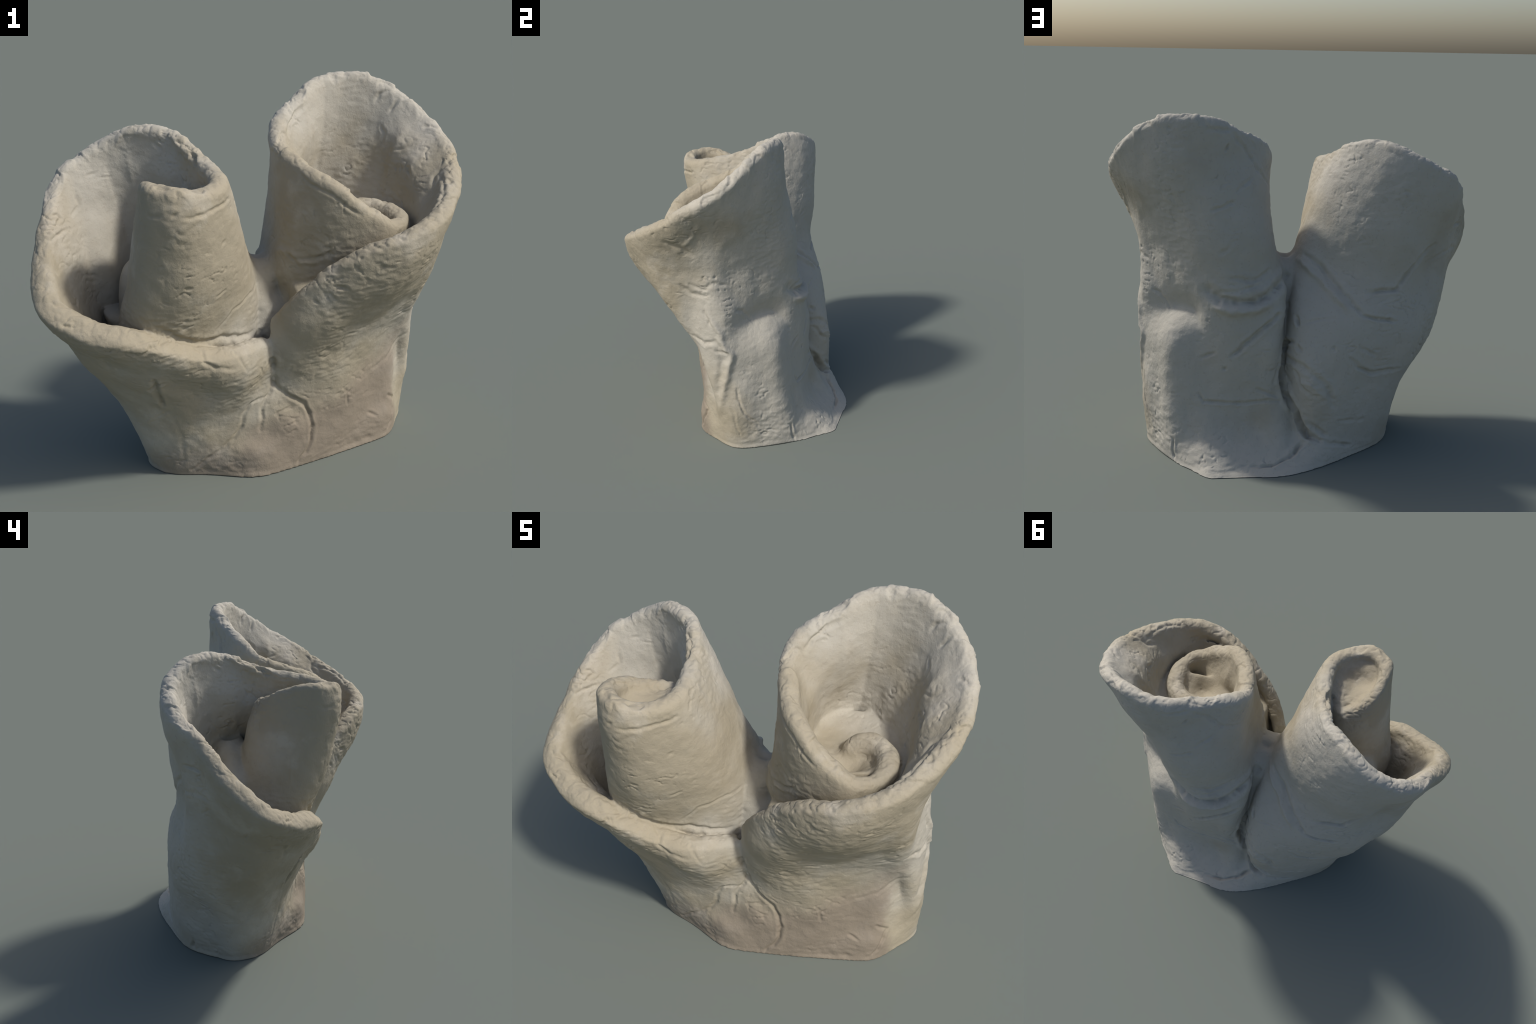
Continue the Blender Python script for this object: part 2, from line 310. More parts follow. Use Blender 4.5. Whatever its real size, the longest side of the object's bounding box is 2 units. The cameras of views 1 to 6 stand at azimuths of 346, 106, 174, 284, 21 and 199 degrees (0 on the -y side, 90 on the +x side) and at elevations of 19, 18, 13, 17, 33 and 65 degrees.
soften(ramp(ball(-0.60, -0.12, 0.92, 0.15), 0.1, 0.5) * (np.abs(V[:, 0] + 0.60) < 0.14), 90)
soften(ramp(ball(0.62, 0.22, 0.76, 0.12), 0.1, 0.6), 30)                             # finger dent at the back
soften(np.clip(1.3 * bump(V[:, 2], 1.08, 1.2, 0.03) * bump(V[:, 0], 0.2, 0.75, 0.04) * bump(V[:, 1], -0.3, 0.24, 0.04), 0, 1), 45)
soften(bump(V[:, 2], 1.35, 1.465, 0.015) * bump(V[:, 0], -0.45, -0.26, 0.03) * bump(V[:, 1], -0.47, -0.2, 0.03), 25)
V[:, 2] = np.maximum(V[:, 2], 0)


# ------------------------------------------------------------------ surface relief
def faces(me):
    f = np.empty(len(me.loops), np.int32); me.loops.foreach_get("vertex_index", f); return f.reshape(-1, 4)


Q = faces(me)


def normals(V):
    n = np.cross(V[Q[:, 2]] - V[Q[:, 0]], V[Q[:, 3]] - V[Q[:, 1]])
    s = np.zeros_like(V)
    for k in range(4):
        for c in range(3):
            s[:, c] += np.bincount(Q[:, k], n[:, c], len(V))
    return s / (np.linalg.norm(s, axis=1, keepdims=True) + 1e-12)


def noise(P, seed):
    """gradient noise, about -1 to 1"""
    P = P + seed * 17.31
    i = np.floor(P).astype(np.int64); f = P - i
    u = f * f * f * (f * (f * 6 - 15) + 10)
    out = np.zeros(len(P))
    for dx in (0, 1):
        for dy in (0, 1):
            for dz in (0, 1):
                h = (i[:, 0] + dx) * 374761393 + (i[:, 1] + dy) * 668265263 + (i[:, 2] + dz) * 2147483647 + seed * 974711
                h = (h ^ (h >> 13)) * 1274126177 & 0x7FFFFFFF
                h = (h ^ (h >> 16)) * 73856093 & 0x7FFFFFFF
                a, b = (h & 1023) / 1023 * 2 * math.pi, ((h >> 10) & 1023) / 1023 * 2 - 1
                r = np.sqrt(1 - b * b)
                g = r * np.cos(a) * (f[:, 0] - dx) + r * np.sin(a) * (f[:, 1] - dy) + b * (f[:, 2] - dz)
                w = (u[:, 0] if dx else 1 - u[:, 0]) * (u[:, 1] if dy else 1 - u[:, 1]) * (u[:, 2] if dz else 1 - u[:, 2])
                out += w * g
    return out * 1.5


Nv = normals(V)
warp = np.stack([noise(V * 26, 11 + k) for k in range(3)], -1) * 0.006 + np.stack([noise(V * 9, 21 + k) for k in range(3)], -1) * 0.006
W = V + warp
rough = 0.75 + 0.5 * noise(V * 30, 5)
relief = np.zeros(len(V))


def along(points, facing, reach):
    """vertices within reach of a line drawn on the surface, with their distance to it measured along the surface"""
    P = np.asarray(points, float)
    f = np.asarray(facing, float); f /= np.linalg.norm(f)
    box = np.all((V > P.min(0) - reach - 0.06) & (V < P.max(0) + reach + 0.06), axis=1) & (Nv @ f > 0.0)
    idx = np.nonzero(box)[0]
    best = np.full(len(idx), 9.0)
    place = np.zeros(len(idx))
    total = max(1, len(P) - 1)
    for k in range(len(P) - 1):
        a, d = P[k], P[k + 1] - P[k]
        t = np.clip(((W[idx] - a) @ d) / (d @ d + 1e-12), 0, 1)
        delta = W[idx] - a - t[:, None] * d
        deep = delta @ f
        dist = np.sqrt(np.maximum((delta ** 2).sum(1) - 0.85 * deep ** 2, 0)) + np.where(np.abs(deep) > 0.07, 9, 0)
        nearer = dist < best
        best[nearer] = dist[nearer]; place[nearer] = ((k + t) / total)[nearer]
    return idx, best, place


def groove(points, facing, depth, width):
    """a crack or crease: a cut with slightly raised edges, shallower at its ends"""
    idx, d, s = along(points, facing, 4 * width)
    ends = 0.45 + 0.55 * np.clip(np.minimum(s, 1 - s) * 6, 0, 1)
    relief[idx] += depth * ends * rough[idx] * (-np.exp(-(d / width) ** 2) + 0.22 * np.exp(-((d - 2.1 * width) / width) ** 2))


def ridge(points, facing, height, width):
    idx, d, s = along(points, facing, 3 * width)
    ends = np.clip(np.minimum(s, 1 - s) * 5, 0, 1)
    relief[idx] += height * ends * np.exp(-(d / width) ** 2)


def cracks_and_folds():
    groove([(-0.01, -0.21, 0.68), (0.02, -0.21, 0.62), (0.02, -0.29, 0.58), (0.03, -0.24, 0.49), (0.03, -0.27, 0.45)], (-0.4, -0.9, 0.1), 0.022, 0.014)   # centre crease
    groove([(0.03, -0.27, 0.45), (-0.01, -0.28, 0.39), (-0.04, -0.29, 0.33), (-0.05, -0.29, 0.22)], (0.1, -1.0, 0.1), 0.009, 0.008)   # crack
    groove([(-0.01, -0.28, 0.39), (-0.09, -0.32, 0.38), (-0.13, -0.31, 0.33), (-0.14, -0.29, 0.26), (-0.18, -0.28, 0.20), (-0.24, -0.27, 0.15), (-0.32, -0.25, 0.09), (-0.38, -0.22, 0.03)], (0.0, -1.0, -0.2), 0.01, 0.008)   # crack
    groove([(0.04, -0.27, 0.43), (0.10, -0.29, 0.37), (0.16, -0.29, 0.33), (0.19, -0.29, 0.27), (0.20, -0.29, 0.19), (0.19, -0.29, 0.12), (0.16, -0.30, 0.07), (0.12, -0.31, 0.02)], (0.1, -1.0, 0.0), 0.013, 0.009)   # crack
    groove([(-0.51, -0.45, 0.88), (-0.47, -0.45, 0.86), (-0.40, -0.42, 0.81), (-0.35, -0.40, 0.77), (-0.30, -0.38, 0.76), (-0.22, -0.35, 0.76), (-0.11, -0.29, 0.72), (-0.05, -0.24, 0.71)], (0.3, -0.9, -0.2), 0.014, 0.011)   # roll crease
    groove([(-0.36, -0.42, 0.76), (-0.33, -0.45, 0.74), (-0.33, -0.48, 0.71), (-0.28, -0.48, 0.67), (-0.19, -0.47, 0.65)], (0.3, -0.9, 0.4), 0.008, 0.008)   # crack
    groove([(-0.22, -0.34, 0.71), (-0.18, -0.43, 0.71), (-0.15, -0.45, 0.66), (-0.12, -0.44, 0.61)], (0.4, -0.9, 0.2), 0.006, 0.007)   # crack
    groove([(-0.12, -0.44, 0.61), (-0.06, -0.40, 0.60), (-0.02, -0.34, 0.52)], (0.6, -0.8, -0.1), 0.005, 0.006)   # crack
    groove([(-0.66, -0.52, 0.82), (-0.61, -0.52, 0.79), (-0.55, -0.53, 0.83), (-0.47, -0.44, 0.83), (-0.42, -0.44, 0.84)], (0.1, -1.0, -0.0), 0.007, 0.007)   # lip crease
    groove([(-0.63, -0.53, 0.85), (-0.57, -0.51, 0.86), (-0.49, -0.45, 0.84)], (0.3, -0.8, 0.6), 0.005, 0.006)   # lip crease
    groove([(-0.54, -0.42, 0.63), (-0.53, -0.39, 0.57), (-0.52, -0.35, 0.51), (-0.50, -0.32, 0.45)], (-0.3, -0.8, -0.5), 0.0196, 0.009)   # gash
    groove([(-0.56, -0.37, 0.57), (-0.53, -0.40, 0.60), (-0.50, -0.41, 0.61)], (-0.2, -0.8, -0.5), 0.0126, 0.008)   # gash
    groove([(-0.58, -0.17, 0.33), (-0.53, -0.25, 0.37), (-0.48, -0.31, 0.41)], (-0.6, -0.7, -0.4), 0.005, 0.006)   # crack
    groove([(-0.53, -0.14, 0.08), (-0.48, -0.20, 0.11)], (-0.7, -0.7, -0.2), 0.004, 0.007)   # crack
    groove([(0.17, -0.38, 0.63), (0.32, -0.42, 0.75), (0.43, -0.37, 0.72), (0.54, -0.30, 0.69), (0.68, -0.23, 0.69), (0.76, -0.21, 0.74), (0.80, -0.07, 0.68)], (0.4, -0.8, -0.5), 0.002025, 0.022)   # fold
    groove([(0.41, -0.36, 0.70), (0.46, -0.34, 0.69)], (0.3, -0.8, -0.5), 0.003, 0.007)   # fold
    groove([(0.65, -0.23, 0.67), (0.71, -0.21, 0.68), (0.77, -0.16, 0.69), (0.81, -0.05, 0.67)], (0.7, -0.6, -0.4), 0.003, 0.008)   # fold
    groove([(0.52, -0.21, 0.38), (0.64, -0.15, 0.43), (0.72, -0.11, 0.48), (0.80, -0.05, 0.55)], (0.6, -0.8, -0.1), 0.004, 0.009)   # patch edge
    groove([(0.46, -0.24, 0.40), (0.42, -0.25, 0.34), (0.39, -0.26, 0.32), (0.40, -0.26, 0.26)], (0.4, -0.9, -0.1), 0.007, 0.006)   # crack
    groove([(0.33, -0.28, 0.34), (0.38, -0.27, 0.34)], (0.2, -1.0, -0.1), 0.004, 0.006)   # crack
    groove([(0.65, -0.15, 0.21), (0.70, -0.12, 0.17), (0.67, -0.15, 0.10), (0.64, -0.17, 0.04)], (0.6, -0.8, -0.0), 0.012, 0.008)   # crack
    groove([(0.52, -0.21, 0.16), (0.57, -0.20, 0.13)], (0.3, -0.9, 0.2), 0.006, 0.007)   # crack
    groove([(0.36, -0.38, 0.69), (0.42, -0.35, 0.68)], (0.3, -0.8, -0.5), 0.006, 0.007)   # crack
    groove([(0.19, -0.35, 0.58), (0.24, -0.38, 0.62), (0.32, -0.36, 0.64)], (0.1, -0.9, -0.4), 0.004, 0.008)   # crack
    groove([(0.09, -0.32, 0.52), (0.10, -0.33, 0.55)], (-0.3, -0.9, -0.3), 0.005, 0.006)   # crack
    groove([(-0.37, -0.59, 1.39), (-0.30, -0.56, 1.39), (-0.23, -0.51, 1.40), (-0.18, -0.46, 1.41)], (0.6, -0.8, -0.0), 0.008, 0.007)   # roll crack
    groove([(-0.52, -0.52, 1.40), (-0.47, -0.56, 1.40)], (-0.7, -0.7, 0.0), 0.005, 0.007)   # roll crack
    groove([(-0.25, -0.38, 0.80), (-0.17, -0.36, 0.88), (-0.05, -0.26, 0.91), (0.01, -0.16, 0.93)], (0.5, -0.9, 0.0), 0.005, 0.006)   # roll crack
    groove([(-0.25, -0.45, 0.99), (-0.21, -0.43, 1.01)], (0.5, -0.8, -0.3), 0.008, 0.006)   # nick
    groove([(-0.22, -0.49, 1.23), (-0.21, -0.48, 1.24)], (0.6, -0.8, -0.1), 0.008, 0.007)   # nick
    groove([(-0.43, -0.58, 1.40), (-0.41, -0.59, 1.41)], (-0.3, -1.0, 0.0), 0.007, 0.007)   # nick
    groove([(-0.54, 0.15, 1.04)], (0.3, -1.0, 0.2), 0.0081, 0.005)   # scratch
    ridge([(-0.57, -0.39, 1.22), (-0.58, -0.38, 1.12), (-0.60, -0.38, 1.02)], (-1.0, -0.2, 0.1), 0.004, 0.005)   # scratch
    groove([(-0.30, -0.04, 1.59), (-0.29, -0.06, 1.58)], (-0.6, -0.6, 0.6), 0.014, 0.009)   # rim pit
    groove([(-0.88, -0.04, 1.31), (-0.86, -0.03, 1.31), (-0.84, -0.02, 1.29), (-0.86, -0.05, 1.28)], (0.6, -0.7, 0.5), 0.008, 0.006)   # rim mark
    groove([(-0.76, 0.10, 1.37), (-0.76, 0.09, 1.31), (-0.79, 0.05, 1.28)], (0.6, -0.7, 0.2), 0.006, 0.007)   # rim groove
    groove([(-0.90, -0.12, 1.22), (-0.87, -0.09, 1.23), (-0.83, -0.02, 1.24)], (0.7, -0.6, 0.3), 0.009, 0.007)   # rim groove
    groove([(-0.70, 0.14, 1.43), (-0.66, 0.15, 1.44)], (0.2, -1.0, 0.1), 0.00675, 0.006)   # rim groove
    groove([(-0.90, -0.35, 1.01), (-0.86, -0.35, 0.99)], (0.4, -0.4, 0.9), 0.01, 0.008)   # rim groove
    groove([(-0.89, -0.42, 0.94), (-0.86, -0.43, 0.94)], (-0.2, -0.8, 0.6), 0.01, 0.008)   # rim groove
    groove([(-0.34, -0.00, 1.49), (-0.30, -0.03, 1.47)], (-0.7, -0.7, 0.1), 0.008, 0.007)   # inner crack
    groove([(-0.40, 0.06, 1.57), (-0.37, 0.03, 1.54)], (-0.6, -0.8, -0.0), 0.006, 0.007)   # inner crack
    groove([(0.19, -0.23, 1.44), (0.24, -0.30, 1.39), (0.30, -0.37, 1.35), (0.36, -0.40, 1.30), (0.41, -0.42, 1.26)], (-0.6, -0.8, 0.0), 0.007, 0.007)   # under rim
    groove([(0.13, -0.21, 1.06), (0.15, -0.24, 1.04), (0.19, -0.27, 1.04), (0.24, -0.31, 1.05), (0.29, -0.35, 1.08)], (-0.7, -0.7, -0.0), 0.014, 0.009)   # crust
    ridge([(0.09, -0.13, 1.03), (0.11, -0.17, 1.06), (0.14, -0.21, 1.06), (0.19, -0.27, 1.03), (0.25, -0.32, 1.04)], (-0.8, -0.6, 0.1), 0.01, 0.014)   # crust
    groove([(0.73, 0.06, 1.36), (0.75, -0.02, 1.35), (0.78, -0.09, 1.36), (0.78, -0.12, 1.33)], (-0.9, -0.3, 0.4), 0.007, 0.007)   # inner crack
    groove([(0.68, 0.16, 1.39), (0.73, 0.13, 1.45), (0.75, 0.13, 1.49), (0.74, 0.15, 1.52)], (-0.8, -0.6, 0.3), 0.0081, 0.008)   # inner crack
    groove([(0.75, 0.04, 1.41), (0.78, -0.01, 1.44), (0.84, -0.03, 1.47)], (-0.7, -0.4, 0.6), 0.005, 0.008)   # inner crack
    groove([(0.23, 0.02, 1.55), (0.24, 0.05, 1.59), (0.28, 0.10, 1.63), (0.35, 0.16, 1.67)], (0.7, -0.7, 0.2), 0.006, 0.008)   # inner groove
    groove([(0.90, -0.00, 1.53), (0.94, -0.02, 1.53)], (-0.4, -0.5, 0.8), 0.008, 0.009)   # rim pit
    groove([(0.86, -0.27, 1.35), (0.82, -0.39, 1.32), (0.78, -0.44, 1.29), (0.74, -0.46, 1.27)], (-0.5, -0.0, 0.9), 0.01, 0.009)   # rim groove
    groove([(0.73, 0.20, 1.64), (0.75, 0.20, 1.67), (0.78, 0.18, 1.68)], (-0.5, -0.9, 0.2), 0.00945, 0.009)   # dent
    groove([(0.78, 0.15, 1.59), (0.82, 0.15, 1.64)], (-0.5, -0.8, 0.3), 0.00945, 0.009)   # dent
    groove([(0.21, 0.01, 1.55), (0.25, 0.06, 1.60), (0.32, 0.13, 1.64), (0.36, 0.16, 1.66)], (0.7, -0.7, 0.1), 0.006, 0.008)   # rim
    groove([(0.82, -0.26, 1.31), (0.85, -0.22, 1.34), (0.91, -0.24, 1.40), (0.95, -0.20, 1.43)], (-0.5, -0.3, 0.8), 0.01, 0.01)   # rim
    groove([(0.27, -0.50, 0.97), (0.31, -0.52, 0.97)], (-0.4, -0.9, -0.1), 0.007, 0.007)   # lip nick
    groove([(0.44, -0.57, 1.07), (0.50, -0.58, 1.06)], (-0.2, -1.0, -0.2), 0.007, 0.009)   # lip nick
    groove([(0.53, -0.57, 1.19), (0.54, -0.58, 1.18)], (-0.3, -0.6, 0.8), 0.007, 0.007)   # lip nick
    groove([(0.18, -0.45, 0.91), (0.20, -0.46, 0.90)], (-0.4, -0.9, -0.0), 0.008, 0.007)   # lip nick
    groove([(0.24, -0.48, 0.94), (0.27, -0.49, 0.91)], (-0.4, -0.9, -0.1), 0.007, 0.007)   # lip nick
    groove([(0.43, -0.55, 1.16), (0.45, -0.57, 1.15), (0.47, -0.57, 1.16), (0.46, -0.55, 1.17)], (-0.4, -0.5, 0.8), 0.007, 0.006)   # lip ring
    groove([(0.67, -0.24, 0.69), (0.72, -0.23, 0.71)], (0.4, -0.8, -0.5), 0.007, 0.007)   # right crease
    groove([(0.06, 0.25, 0.59), (0.08, 0.28, 0.53), (0.09, 0.31, 0.45), (0.09, 0.33, 0.39), (0.06, 0.36, 0.32), (0.01, 0.41, 0.25), (-0.02, 0.43, 0.17), (-0.04, 0.44, 0.14), (-0.10, 0.44, 0.11)], (-0.0, 1.0, 0.2), 0.05265, 0.013)   # back crease
    groove([(-0.10, 0.44, 0.11), (-0.18, 0.43, 0.09), (-0.27, 0.39, 0.06)], (-0.3, 1.0, 0.0), 0.0158, 0.009)   # back crease
    groove([(0.04, 0.17, 0.77), (0.11, 0.32, 0.76), (0.19, 0.38, 0.70), (0.28, 0.40, 0.63), (0.35, 0.40, 0.57)], (-0.1, 1.0, 0.1), 0.02106, 0.01)   # back crack
    groove([(0.48, 0.33, 0.91), (0.41, 0.37, 0.86), (0.33, 0.38, 0.84), (0.24, 0.37, 0.84), (0.15, 0.31, 0.87), (0.10, 0.25, 0.90), (0.05, 0.10, 0.92)], (-0.1, 0.9, 0.4), 0.0324, 0.02)   # collar
    ridge([(0.45, 0.35, 0.83), (0.36, 0.39, 0.81), (0.24, 0.38, 0.81), (0.14, 0.33, 0.83)], (-0.1, 1.0, 0.2), 0.0243, 0.026)   # collar
    ridge([(-0.01, 0.05, 1.00), (-0.07, 0.16, 0.96), (-0.14, 0.22, 0.90), (-0.21, 0.29, 0.82), (-0.28, 0.33, 0.76)], (0.4, 0.8, 0.5), 0.0195, 0.015)   # left ridge
    groove([(-0.05, 0.10, 1.03), (-0.12, 0.16, 0.99), (-0.17, 0.22, 0.93), (-0.24, 0.27, 0.85), (-0.31, 0.31, 0.78), (-0.34, 0.33, 0.75)], (0.2, 0.9, 0.5), 0.0165, 0.012)   # left ridge
    groove([(-0.34, 0.33, 0.75), (-0.42, 0.32, 0.73), (-0.52, 0.30, 0.71)], (-0.2, 0.9, 0.3), 0.01755, 0.008)   # left crack
    groove([(-0.36, 0.28, 0.86), (-0.44, 0.27, 0.87), (-0.53, 0.25, 0.87), (-0.57, 0.23, 0.93), (-0.66, 0.20, 1.03), (-0.76, 0.14, 1.09)], (-0.3, 0.9, 0.1), 0.0158, 0.01)   # left crack
    groove([(-0.89, -0.00, 1.04), (-0.81, 0.10, 1.04), (-0.70, 0.16, 0.98)], (-0.7, 0.7, -0.1), 0.0065, 0.007)   # left crack
    groove([(0.05, 0.31, 0.52), (-0.01, 0.40, 0.51), (-0.09, 0.43, 0.46), (-0.15, 0.43, 0.39), (-0.18, 0.43, 0.30)], (0.2, 1.0, 0.2), 0.02106, 0.013)   # fold
    groove([(0.02, 0.38, 0.47), (-0.01, 0.43, 0.40), (-0.06, 0.44, 0.36), (-0.14, 0.43, 0.36)], (0.3, 0.9, 0.1), 0.01404, 0.009)   # fold
    ridge([(0.01, 0.40, 0.43), (-0.06, 0.44, 0.42), (-0.13, 0.44, 0.34)], (0.2, 1.0, 0.1), 0.01404, 0.014)   # fold
    groove([(-0.06, 0.45, 0.20), (-0.14, 0.44, 0.14)], (-0.0, 1.0, -0.0), 0.01229, 0.01)   # fold
    groove([(-0.26, 0.39, 0.54), (-0.31, 0.38, 0.49), (-0.38, 0.36, 0.45), (-0.50, 0.31, 0.44), (-0.60, 0.20, 0.44)], (-0.4, 0.9, -0.0), 0.0158, 0.009)   # crack
    groove([(-0.32, 0.37, 0.59), (-0.41, 0.35, 0.54)], (-0.3, 1.0, 0.1), 0.01053, 0.008)   # crack
    groove([(-0.03, 0.32, 0.71), (-0.09, 0.33, 0.73), (-0.19, 0.33, 0.73)], (0.2, 0.9, 0.5), 0.01053, 0.008)   # crack
    groove([(0.01, 0.28, 0.73), (-0.01, 0.31, 0.70)], (0.7, 0.6, 0.4), 0.01931, 0.01)   # pit
    groove([(0.00, 0.35, 0.59), (-0.01, 0.37, 0.58)], (0.6, 0.7, 0.3), 0.02106, 0.01)   # pit
    groove([(0.06, 0.26, 0.60), (0.02, 0.32, 0.61)], (0.8, 0.5, 0.3), 0.0158, 0.01)   # pits
    groove([(0.52, 0.38, 0.36), (0.49, 0.39, 0.32), (0.42, 0.40, 0.32), (0.29, 0.40, 0.31), (0.19, 0.39, 0.32), (0.10, 0.37, 0.31)], (-0.0, 1.0, 0.2), 0.01229, 0.007)   # crack
    groove([(0.22, 0.39, 0.38), (0.12, 0.37, 0.34)], (-0.3, 0.9, 0.2), 0.01053, 0.008)   # crack
    groove([(0.14, 0.36, 0.41), (0.12, 0.34, 0.49)], (-0.6, 0.8, 0.0), 0.01053, 0.008)   # crack
    groove([(0.05, 0.52, 0.06), (0.02, 0.48, 0.08), (-0.02, 0.45, 0.10)], (-0.1, 0.7, 0.7), 0.02281, 0.009)   # gouge
    groove([(0.25, 0.56, 0.04), (0.13, 0.56, 0.04), (0.05, 0.51, 0.06)], (-0.1, 0.6, 0.8), 0.008775, 0.007)   # crack
    groove([(0.51, 0.37, 0.55), (0.44, 0.38, 0.58)], (0.2, 1.0, 0.1), 0.008775, 0.008)   # crack
    groove([(-0.20, 0.42, 0.21), (-0.35, 0.36, 0.19)], (-0.4, 0.9, -0.0), 0.008775, 0.008)   # base step
    groove([(0.39, 0.39, 0.50), (0.38, 0.40, 0.50)], (0.2, 1.0, 0.0), 0.01229, 0.008)   # pit
    groove([(0.45, 0.35, 1.31), (0.40, 0.34, 1.33), (0.34, 0.32, 1.35)], (-0.2, 1.0, 0.1), 0.01053, 0.008)   # crack
    groove([(0.32, 0.30, 1.40), (0.31, 0.28, 1.42), (0.25, 0.23, 1.46)], (-0.6, 0.8, 0.2), 0.008775, 0.009)   # crack
    groove([(0.47, 0.32, 1.70), (0.35, 0.26, 1.70)], (-0.4, 0.9, 0.2), 0.008775, 0.008)   # crack
    groove([(0.38, 0.29, 1.61), (0.36, 0.28, 1.63)], (-0.5, 0.8, 0.1), 0.01229, 0.007)   # tick
    groove([(0.35, 0.26, 1.69), (0.28, 0.21, 1.60), (0.22, 0.18, 1.49), (0.15, 0.10, 1.41)], (-0.8, 0.6, 0.2), 0.008775, 0.01)   # band
    groove([(0.41, 0.36, 1.10), (0.34, 0.34, 1.16)], (-0.1, 1.0, -0.0), 0.008775, 0.01)   # wrinkle
    groove([(0.36, 0.35, 0.97), (0.24, 0.32, 0.94), (0.15, 0.24, 0.98)], (-0.4, 0.9, 0.2), 0.01229, 0.01)   # wrinkle
    groove([(0.41, 0.36, 0.90), (0.32, 0.36, 0.89), (0.21, 0.31, 0.92)], (-0.1, 0.9, 0.4), 0.01229, 0.01)   # wrinkle
    ridge([(0.82, -0.06, 0.85), (0.82, -0.01, 0.80), (0.82, 0.03, 0.73), (0.82, 0.05, 0.66), (0.81, 0.09, 0.59), (0.82, 0.07, 0.52), (0.82, 0.05, 0.41), (0.82, 0.02, 0.29), (0.80, -0.01, 0.19)], (1.0, -0.0, -0.0), 0.015, 0.018)   # edge
    groove([(0.82, -0.01, 0.69), (0.82, 0.02, 0.65), (0.82, 0.04, 0.58), (0.82, 0.02, 0.47), (0.82, 0.00, 0.35)], (1.0, -0.1, -0.0), 0.009, 0.016)   # edge
    groove([(0.78, -0.14, 0.68), (0.79, -0.11, 0.68), (0.80, -0.07, 0.65), (0.82, 0.01, 0.68)], (1.0, -0.3, -0.1), 0.013, 0.011)   # scar
    groove([(0.82, 0.01, 0.62), (0.82, 0.07, 0.61)], (1.0, 0.1, -0.0), 0.009, 0.01)   # scar
    groove([(0.82, -0.06, 0.85), (0.82, -0.04, 0.81), (0.82, -0.02, 0.77)], (1.0, -0.2, -0.0), 0.01, 0.012)   # scar
    groove([(0.83, -0.19, 1.00), (0.82, -0.13, 0.95), (0.82, -0.05, 0.95)], (1.0, 0.0, -0.2), 0.009, 0.012)   # scar
    groove([(0.83, -0.13, 1.01), (0.83, -0.05, 0.99), (0.82, 0.00, 1.03), (0.77, 0.07, 1.00)], (1.0, 0.3, -0.1), 0.006, 0.01)   # scar
    groove([(0.81, 0.11, 0.39), (0.82, 0.12, 0.32), (0.80, 0.15, 0.23), (0.76, 0.22, 0.14)], (0.9, 0.4, 0.0), 0.0081, 0.007)   # curve
    groove([(0.82, 0.08, 0.27), (0.81, 0.10, 0.15), (0.80, 0.12, 0.08)], (1.0, 0.2, -0.1), 0.005, 0.007)   # curve
    groove([(0.65, 0.38, 0.11), (0.65, 0.39, 0.06), (0.65, 0.41, 0.01)], (0.7, 0.7, 0.2), 0.0108, 0.007)   # crack
    groove([(0.75, 0.11, 0.84), (0.72, 0.14, 0.83), (0.69, 0.17, 0.78), (0.68, 0.20, 0.75)], (0.6, 0.7, 0.2), 0.00945, 0.009)   # hook
    groove([(0.94, -0.21, 1.28), (0.90, -0.14, 1.24), (0.87, -0.09, 1.19)], (0.9, 0.2, -0.4), 0.008, 0.014)   # facet
    ridge([(0.91, -0.14, 1.25), (0.91, -0.07, 1.31), (0.93, -0.01, 1.40)], (0.8, 0.3, -0.4), 0.006, 0.014)   # facet
    groove([(-0.01, 0.45, 0.11), (0.03, 0.51, 0.06), (0.14, 0.56, 0.04), (0.26, 0.57, 0.04)], (-0.1, 0.7, 0.7), 0.00945, 0.007)   # crack
    groove([(-0.86, 0.08, 1.18), (-0.89, 0.03, 1.18), (-0.92, -0.02, 1.18)], (-0.8, 0.6, -0.1), 0.009, 0.008)   # crack
    groove([(-0.94, -0.04, 1.17), (-0.93, -0.04, 1.11)], (-0.8, 0.6, -0.1), 0.006, 0.007)   # crack
    groove([(-0.85, 0.06, 1.05), (-0.88, 0.01, 1.05), (-0.91, -0.04, 1.03)], (-0.8, 0.5, -0.2), 0.006, 0.008)   # crack
    groove([(-0.85, -0.35, 0.80), (-0.81, -0.38, 0.78), (-0.73, -0.37, 0.71)], (-0.6, -0.5, -0.7), 0.011, 0.01)   # crack
    groove([(-0.53, -0.33, 0.48), (-0.54, -0.36, 0.54), (-0.55, -0.41, 0.62)], (-0.3, -0.8, -0.5), 0.008, 0.008)   # crack
    groove([(-0.73, -0.37, 0.71), (-0.76, -0.42, 0.77), (-0.73, -0.47, 0.80)], (-0.5, -0.6, -0.6), 0.007, 0.014)   # crease
    groove([(-0.73, 0.01, 0.46), (-0.72, -0.00, 0.45)], (-0.9, 0.1, -0.4), 0.01, 0.008)   # pit
    groove([(-0.51, 0.19, 0.08), (-0.50, 0.20, 0.01)], (-0.9, 0.4, 0.0), 0.01485, 0.009)   # notch
    groove([(-0.65, 0.21, 0.66), (-0.61, 0.24, 0.55), (-0.62, 0.20, 0.49), (-0.63, 0.17, 0.46)], (-0.8, 0.6, -0.2), 0.0081, 0.012)   # crack
    groove([(-0.57, -0.18, 0.32), (-0.60, -0.14, 0.31), (-0.60, -0.12, 0.27), (-0.63, -0.02, 0.25)], (-0.8, -0.5, -0.3), 0.006, 0.008)   # crack
    groove([(-0.52, -0.25, 0.36), (-0.55, -0.21, 0.33)], (-0.6, -0.7, -0.4), 0.006, 0.008)   # crack
    groove([(-0.81, -0.17, 0.66), (-0.82, -0.16, 0.67)], (-0.9, -0.1, -0.5), 0.006, 0.008)   # crack
